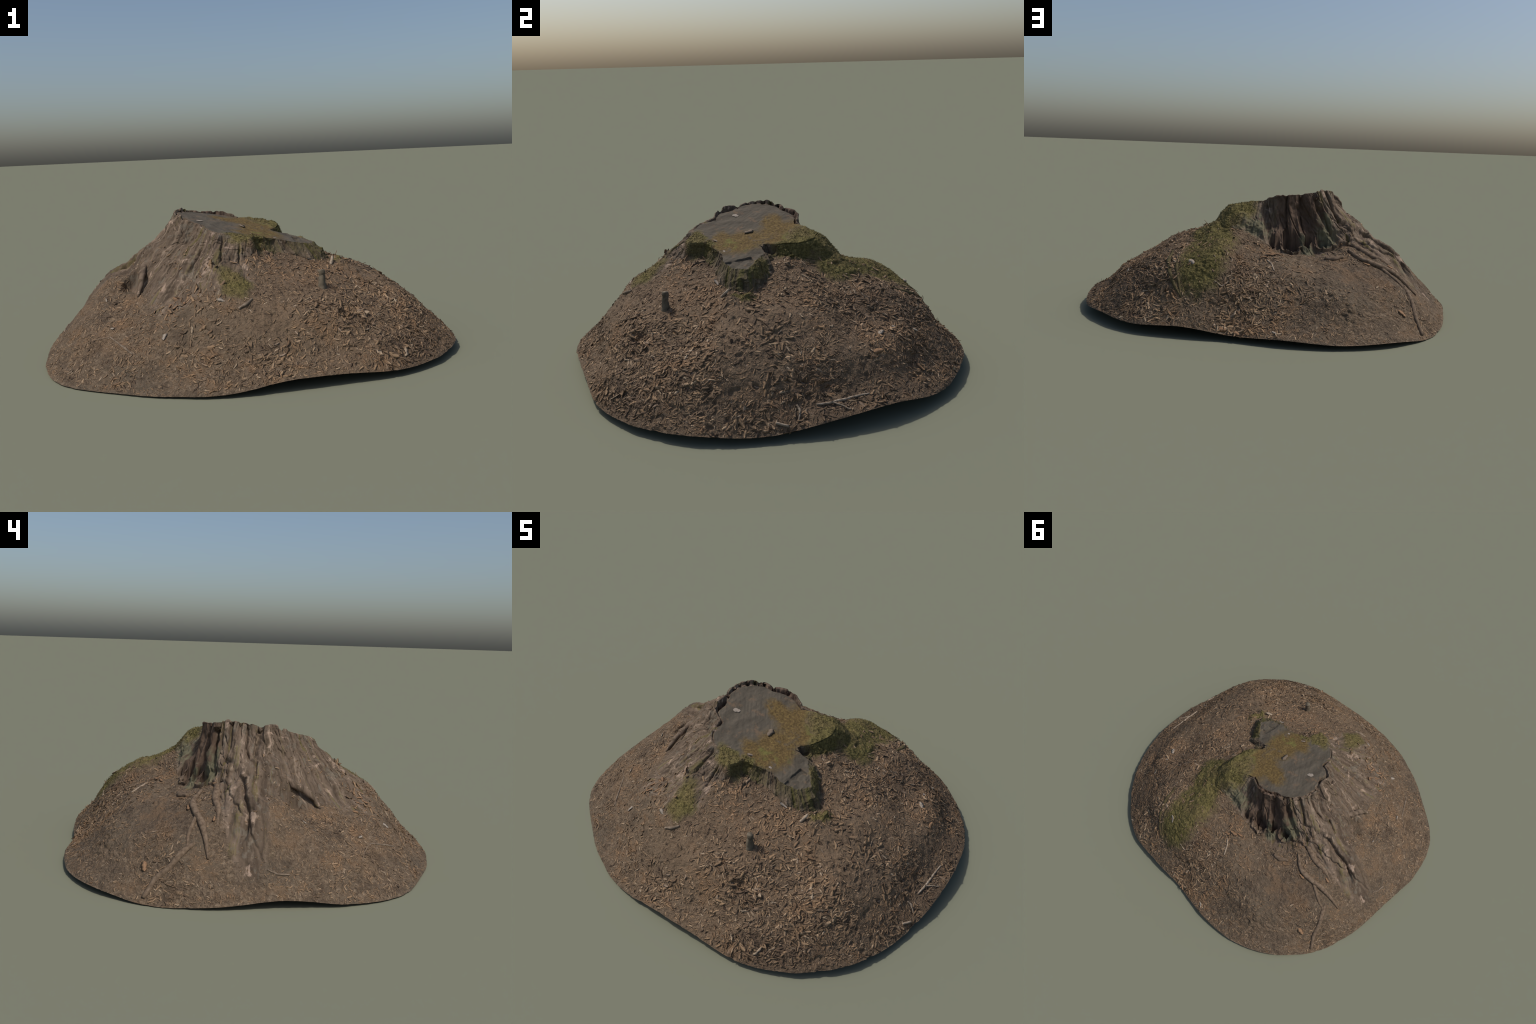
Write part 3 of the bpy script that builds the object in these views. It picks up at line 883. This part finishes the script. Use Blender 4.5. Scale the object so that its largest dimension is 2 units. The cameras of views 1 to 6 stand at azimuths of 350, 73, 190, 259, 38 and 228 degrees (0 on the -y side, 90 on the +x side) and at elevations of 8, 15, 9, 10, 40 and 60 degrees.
MAT["root"] = wood_material("brown_root", srgb(82, 68, 56), srgb(108, 92, 76), srgb(130, 113, 96))
MAT["grey_root"] = wood_material("grey_root", srgb(88, 76, 64), srgb(118, 104, 89), srgb(146, 131, 114), 40)
MAT["pale"] = wood_material("pale_twig", srgb(112, 98, 84), srgb(146, 130, 112), srgb(172, 158, 140))
MAT["stub"] = wood_material("grey_stub", srgb(74, 67, 57), srgb(102, 93, 79), srgb(122, 112, 96), 45)  # greys brightened because the stub shows its unlit side
MAT["white"] = wood_material("bleached_leaf", srgb(132, 119, 106), srgb(156, 144, 130), srgb(176, 165, 151), 40)
MAT["tan"] = wood_material("tan_leaf", srgb(122, 94, 70), srgb(142, 112, 86), srgb(156, 128, 100), 40)
MAT["lichen"] = wood_material("lichen_stone", srgb(66, 70, 60), srgb(94, 98, 84), srgb(122, 122, 106), 50)
MAT["log_moss"] = wood_material("mossy_root", srgb(62, 54, 38), srgb(82, 73, 50), srgb(102, 91, 66), 50)

STICKS = (
    ("surface_root", "root", ((-0.470, 0.285, 0), (-0.525, 0.328, 0), (-0.570, 0.338, 0), (-0.640, 0.325, 0), (-0.704, 0.309, 0), (-0.770, 0.300, 0), (-0.835, 0.297, 0)), (0.007, 0.012, 0.015, 0.016, 0.016, 0.011, 0.004), 0.006),
    ("surface_root", "root", ((-0.640, 0.322, 0), (-0.690, 0.350, 0), (-0.740, 0.372, 0), (-0.790, 0.380, 0)), (0.012, 0.010, 0.008, 0.004), 0.001),
    ("surface_root", "root", ((-0.480, 0.215, 0), (-0.560, 0.235, 0), (-0.640, 0.230, 0), (-0.720, 0.245, 0)), (0.016, 0.018, 0.013, 0.005), -0.003),
    ("surface_root", "root", ((-0.772, 0.345, 0), (-0.792, 0.395, 0), (-0.822, 0.445, 0), (-0.838, 0.510, 0), (-0.872, 0.560, 0)), (0.007, 0.014, 0.013, 0.012, 0.009), 0.000),
    ("surface_root", "log_moss", ((0.410, 0.530, 0), (0.405, 0.620, 0), (0.370, 0.700, 0), (0.325, 0.755, 0), (0.285, 0.785, 0)), (0.007, 0.013, 0.012, 0.010, 0.005), -0.004),
    ("surface_root", "log_moss", ((0.350, 0.600, 0), (0.345, 0.680, 0), (0.310, 0.745, 0), (0.280, 0.790, 0)), (0.004, 0.009, 0.008, 0.004), -0.003),
    ("surface_root", "root", ((-0.360, 0.385, 0), (-0.405, 0.380, 0), (-0.450, 0.350, 0)), (0.010, 0.014, 0.009), 0.003),
    ("fallen_twig", "pale", ((0.928, -0.048, 0), (0.930, 0.020, 0), (0.926, 0.100, 0), (0.925, 0.180, 0)), (0.004, 0.006, 0.005, 0.003), 0.002),
    ("fallen_twig", "pale", ((0.928, 0.015, 0), (0.950, 0.045, 0), (0.978, 0.078, 0)), (0.004, 0.003, 0.002), 0.002),
    ("fallen_twig", "pale", ((0.915, -0.125, 0), (0.935, -0.118, 0), (0.962, -0.135, 0)), (0.004, 0.005, 0.003), 0.002),
    ("fallen_twig", "pale", ((0.955, -0.225, 0), (0.975, -0.180, 0)), (0.005, 0.006), 0.002),
    ("fallen_twig", "grey_root", ((-0.600, -0.600, 0), (-0.625, -0.560, 0), (-0.660, -0.500, 0), (-0.690, -0.450, 0)), (0.003, 0.005, 0.004, 0.003), 0.001),
    ("fallen_twig", "root", ((-0.690, -0.450, 0), (-0.760, -0.400, 0), (-0.850, -0.360, 0)), (0.003, 0.003, 0.002), 0.001),
    ("fallen_twig", "grey_root", ((-0.905, 0.060, 0), (-0.918, 0.020, 0), (-0.920, -0.030, 0)), (0.003, 0.005, 0.003), 0.002),
    ("fallen_twig", "pale", ((0.040, 0.700, 0), (0.090, 0.745, 0), (0.130, 0.740, 0)), (0.002, 0.004, 0.003), 0.001),
    ("fallen_twig", "pale", ((-0.080, 0.520, 0), (-0.110, 0.550, 0), (-0.135, 0.600, 0)), (0.004, 0.006, 0.003), 0.001),
    ("fallen_twig", "grey_root", ((-0.145, -0.660, 0), (-0.110, -0.650, 0), (-0.080, -0.625, 0)), (0.005, 0.008, 0.004), 0.003),
)
for name, mat, path, radii, rise in STICKS:
    add(name, tube(path, radii, 10, rise, len(name) + int(abs(path[0][0]) * 100)), soil_obj, MAT[mat])
zb = surface(0.262, -0.515)[0]
add("twig_stub", tube(((0.262, -0.515, zb - 0.02), (0.263, -0.514, zb + 0.02), (0.264, -0.513, zb + 0.055), (0.262, -0.512, zb + 0.078)), (0.022, 0.0165, 0.0145, 0.0150), 14, 0, 5, 0.22, False), soil_obj, MAT["stub"])
zb = surface(0.386, -0.262)[0]
add("bark_splinter", tube(((0.375, -0.282, zb - 0.006), (0.386, -0.266, zb + 0.012), (0.394, -0.250, zb + 0.030)), (0.007, 0.008, 0.005), 6, 0, 6, 0.3, False), soil_obj, MAT["pale"])

# the root that arches over the hollow
add("arching_root", tube(((-0.460, -0.060, 0.455), (-0.500, -0.085, 0.436), (-0.522, -0.130, 0.412), (-0.530, -0.180, 0.386), (-0.540, -0.225, 0.345), (-0.555, -0.250, 0.305)), (0.012, 0.017, 0.017, 0.016, 0.013, 0.006), 12, 0, 9, 0.35, False), bpy.data.objects["bark"], MAT["bark"])

# leaves and flakes that catch the eye: name, material, x, y, half length, turn, template
FLAKES = (
    ("bleached_leaf", "white", 0.263, 0.679, 0.026, 1.2, ("leaf", 0)), ("bleached_leaf", "white", 0.692, 0.343, 0.022, 1.9, ("leaf", 1)),
    ("bleached_leaf", "white", 0.665, 0.417, 0.012, 0.4, ("leaf", 1)), ("bleached_leaf", "white", 0.659, 0.523, 0.015, 0.7, ("leaf", 0)),
    ("bleached_leaf", "white", -0.458, -0.605, 0.022, 0.2, ("leaf", 1)), ("bleached_leaf", "white", -0.214, -0.611, 0.020, 1.0, ("leaf", 1)),
    ("bleached_leaf", "white", -0.197, 0.878, 0.016, 0.9, ("leaf", 2)), ("bleached_leaf", "white", 0.265, -0.276, 0.022, 0.1, ("leaf", 2)),
    ("tan_leaf", "tan", -0.768, 0.553, 0.026, 0.3, ("leaf", 1)), ("tan_leaf", "tan", 0.786, 0.284, 0.026, 1.5, ("leaf", 0)),
    ("tan_leaf", "tan", -0.574, 0.356, 0.020, 0.8, ("chip", 3)), ("tan_leaf", "tan", 0.050, 0.872, 0.022, 1.5, ("leaf", 1)),
    ("tan_leaf", "tan", -0.021, 0.884, 0.020, 1.2, ("leaf", 0)), ("tan_leaf", "tan", -0.486, -0.444, 0.014, 1.2, ("leaf", 1)),
    ("tan_leaf", "tan", 0.799, 0.475, 0.022, 0.2, ("leaf", 2)), ("tan_leaf", "tan", -0.392, -0.434, 0.018, 0.6, ("leaf", 1)),
    ("tan_leaf", "tan", -0.091, 0.473, 0.026, 1.4, ("chip", 3)), ("tan_leaf", "tan", -0.125, 0.455, 0.022, 0.9, ("chip", 1)),
    ("tan_leaf", "tan", -0.060, 0.500, 0.020, 1.9, ("chip", 3)), ("tan_leaf", "tan", -0.400, -0.520, 0.020, 0.4, ("chip", 3)),
    ("tan_leaf", "tan", -0.360, -0.500, 0.022, 1.4, ("chip", 1)), ("tan_leaf", "tan", -0.420, -0.480, 0.022, 2.2, ("chip", 2)),
    ("bleached_leaf", "white", -0.702, -0.137, 0.012, 0.6, ("chip", 3)), ("bleached_leaf", "white", -0.677, -0.406, 0.014, 1.6, ("chip", 3)),
    ("tan_leaf", "tan", -0.640, 0.235, 0.022, 0.1, ("chip", 3)), ("tan_leaf", "tan", -0.690, 0.255, 0.018, 0.5, ("chip", 3)),
)
for name, mat, x, y, half, turn, temp in FLAKES:
    z, n = surface(x, y)
    rot = frames(np.array([n]), np.array([turn]), np.array([0.05]), np.array([0.05]))[0]
    me = bpy.data.meshes.get(f"{name}_{temp[0]}_{temp[1]}")
    if me is None:
        me = mesh_from(f"{name}_{temp[0]}_{temp[1]}", *TEMPLATES[temp[0]][temp[1]])
        me.materials.append(MAT[mat])
    o = add(name, me, soil_obj)
    o.matrix_world = Matrix.Translation(Vector((x, y, z)) + Vector(n) * 0.004) @ Matrix(rot.tolist()).to_4x4() @ Matrix.Scale(half, 4)
# flakes on the sawn face: a white spot, a curled bark chip, a pale dot
face_obj = bpy.data.objects["cut_face"]
for name, mat, x, y, half, turn, temp in (("lichen_spot", "white", -0.226, -0.048, 0.020, 0.9, ("leaf", 1)), ("bark_chip", "grey_root", -0.013, -0.039, 0.026, 2.2, ("chip", 3)),
                                          ("lichen_spot", "white", 0.121, -0.199, 0.009, 0.5, ("leaf", 1)), ("bark_chip", "pale", 0.005, -0.215, 0.016, 1.0, ("chip", 1))):
    o = add(name, bpy.data.meshes.get(f"{name}_{temp[1]}") or mesh_from(f"{name}_{temp[1]}", *TEMPLATES[temp[0]][temp[1]]), face_obj, MAT[mat])
    rot = frames(np.array([[0.21, -0.115, 0.97]]), np.array([turn]), np.array([0.0]), np.array([0.0]))[0]
    o.matrix_world = Matrix.Translation((x, y, cut_plane(x, y) + (0.002 if mat == "white" else 0.006))) @ Matrix(rot.tolist()).to_4x4() @ Matrix.Diagonal((half, half * 1.3, half * (0.2 if mat == "white" else 1.0), 1))

# moss sprigs: short leafy shoots that make the cushions fuzzy
ms = np.concatenate([np.arange(0, N_TOP + N_WALL), si])
mw = np.linalg.norm(np.cross(np.roll(P[ms], -1, 1) - P[ms], P[np.minimum(ms + 1, rows - 1)] - P[ms]), axis=-1) * smooth(0.35, 0.9, G["moss"][ms])
mw = mw.ravel() / mw.sum()
pick = RNG.choice(len(mw), 6000, p=mw)
a, b = np.divmod(pick, NA)
base, nn = P[ms[a], b], N[ms[a], b] + 0.45 * RNG.normal(size=(len(pick), 3)) + np.array([0, 0, -0.25])
nn /= np.linalg.norm(nn, axis=1, keepdims=True)
hgt = 0.003 + 0.006 * RNG.random(len(pick)) ** 2
side = np.cross(nn, RNG.normal(size=(len(pick), 3)))
side /= np.linalg.norm(side, axis=1, keepdims=True)
oth = np.cross(nn, side)
wd = (hgt * 0.22)[:, None]
vs = np.stack([base + side * wd, base - side * wd * 0.5 + oth * wd * 0.87, base - side * wd * 0.5 - oth * wd * 0.87, base + nn * hgt[:, None]], 1).reshape(-1, 3)
k = np.arange(len(pick))[:, None, None] * 4
fs = (k + np.array([[0, 1, 3], [1, 2, 3], [2, 0, 3]])[None]).reshape(-1, 3)
o = add("moss_sprig", mesh_from("moss_sprig", vs, fs), bpy.data.objects["moss"], MAT["moss"])
o["kind"] = "stuff"
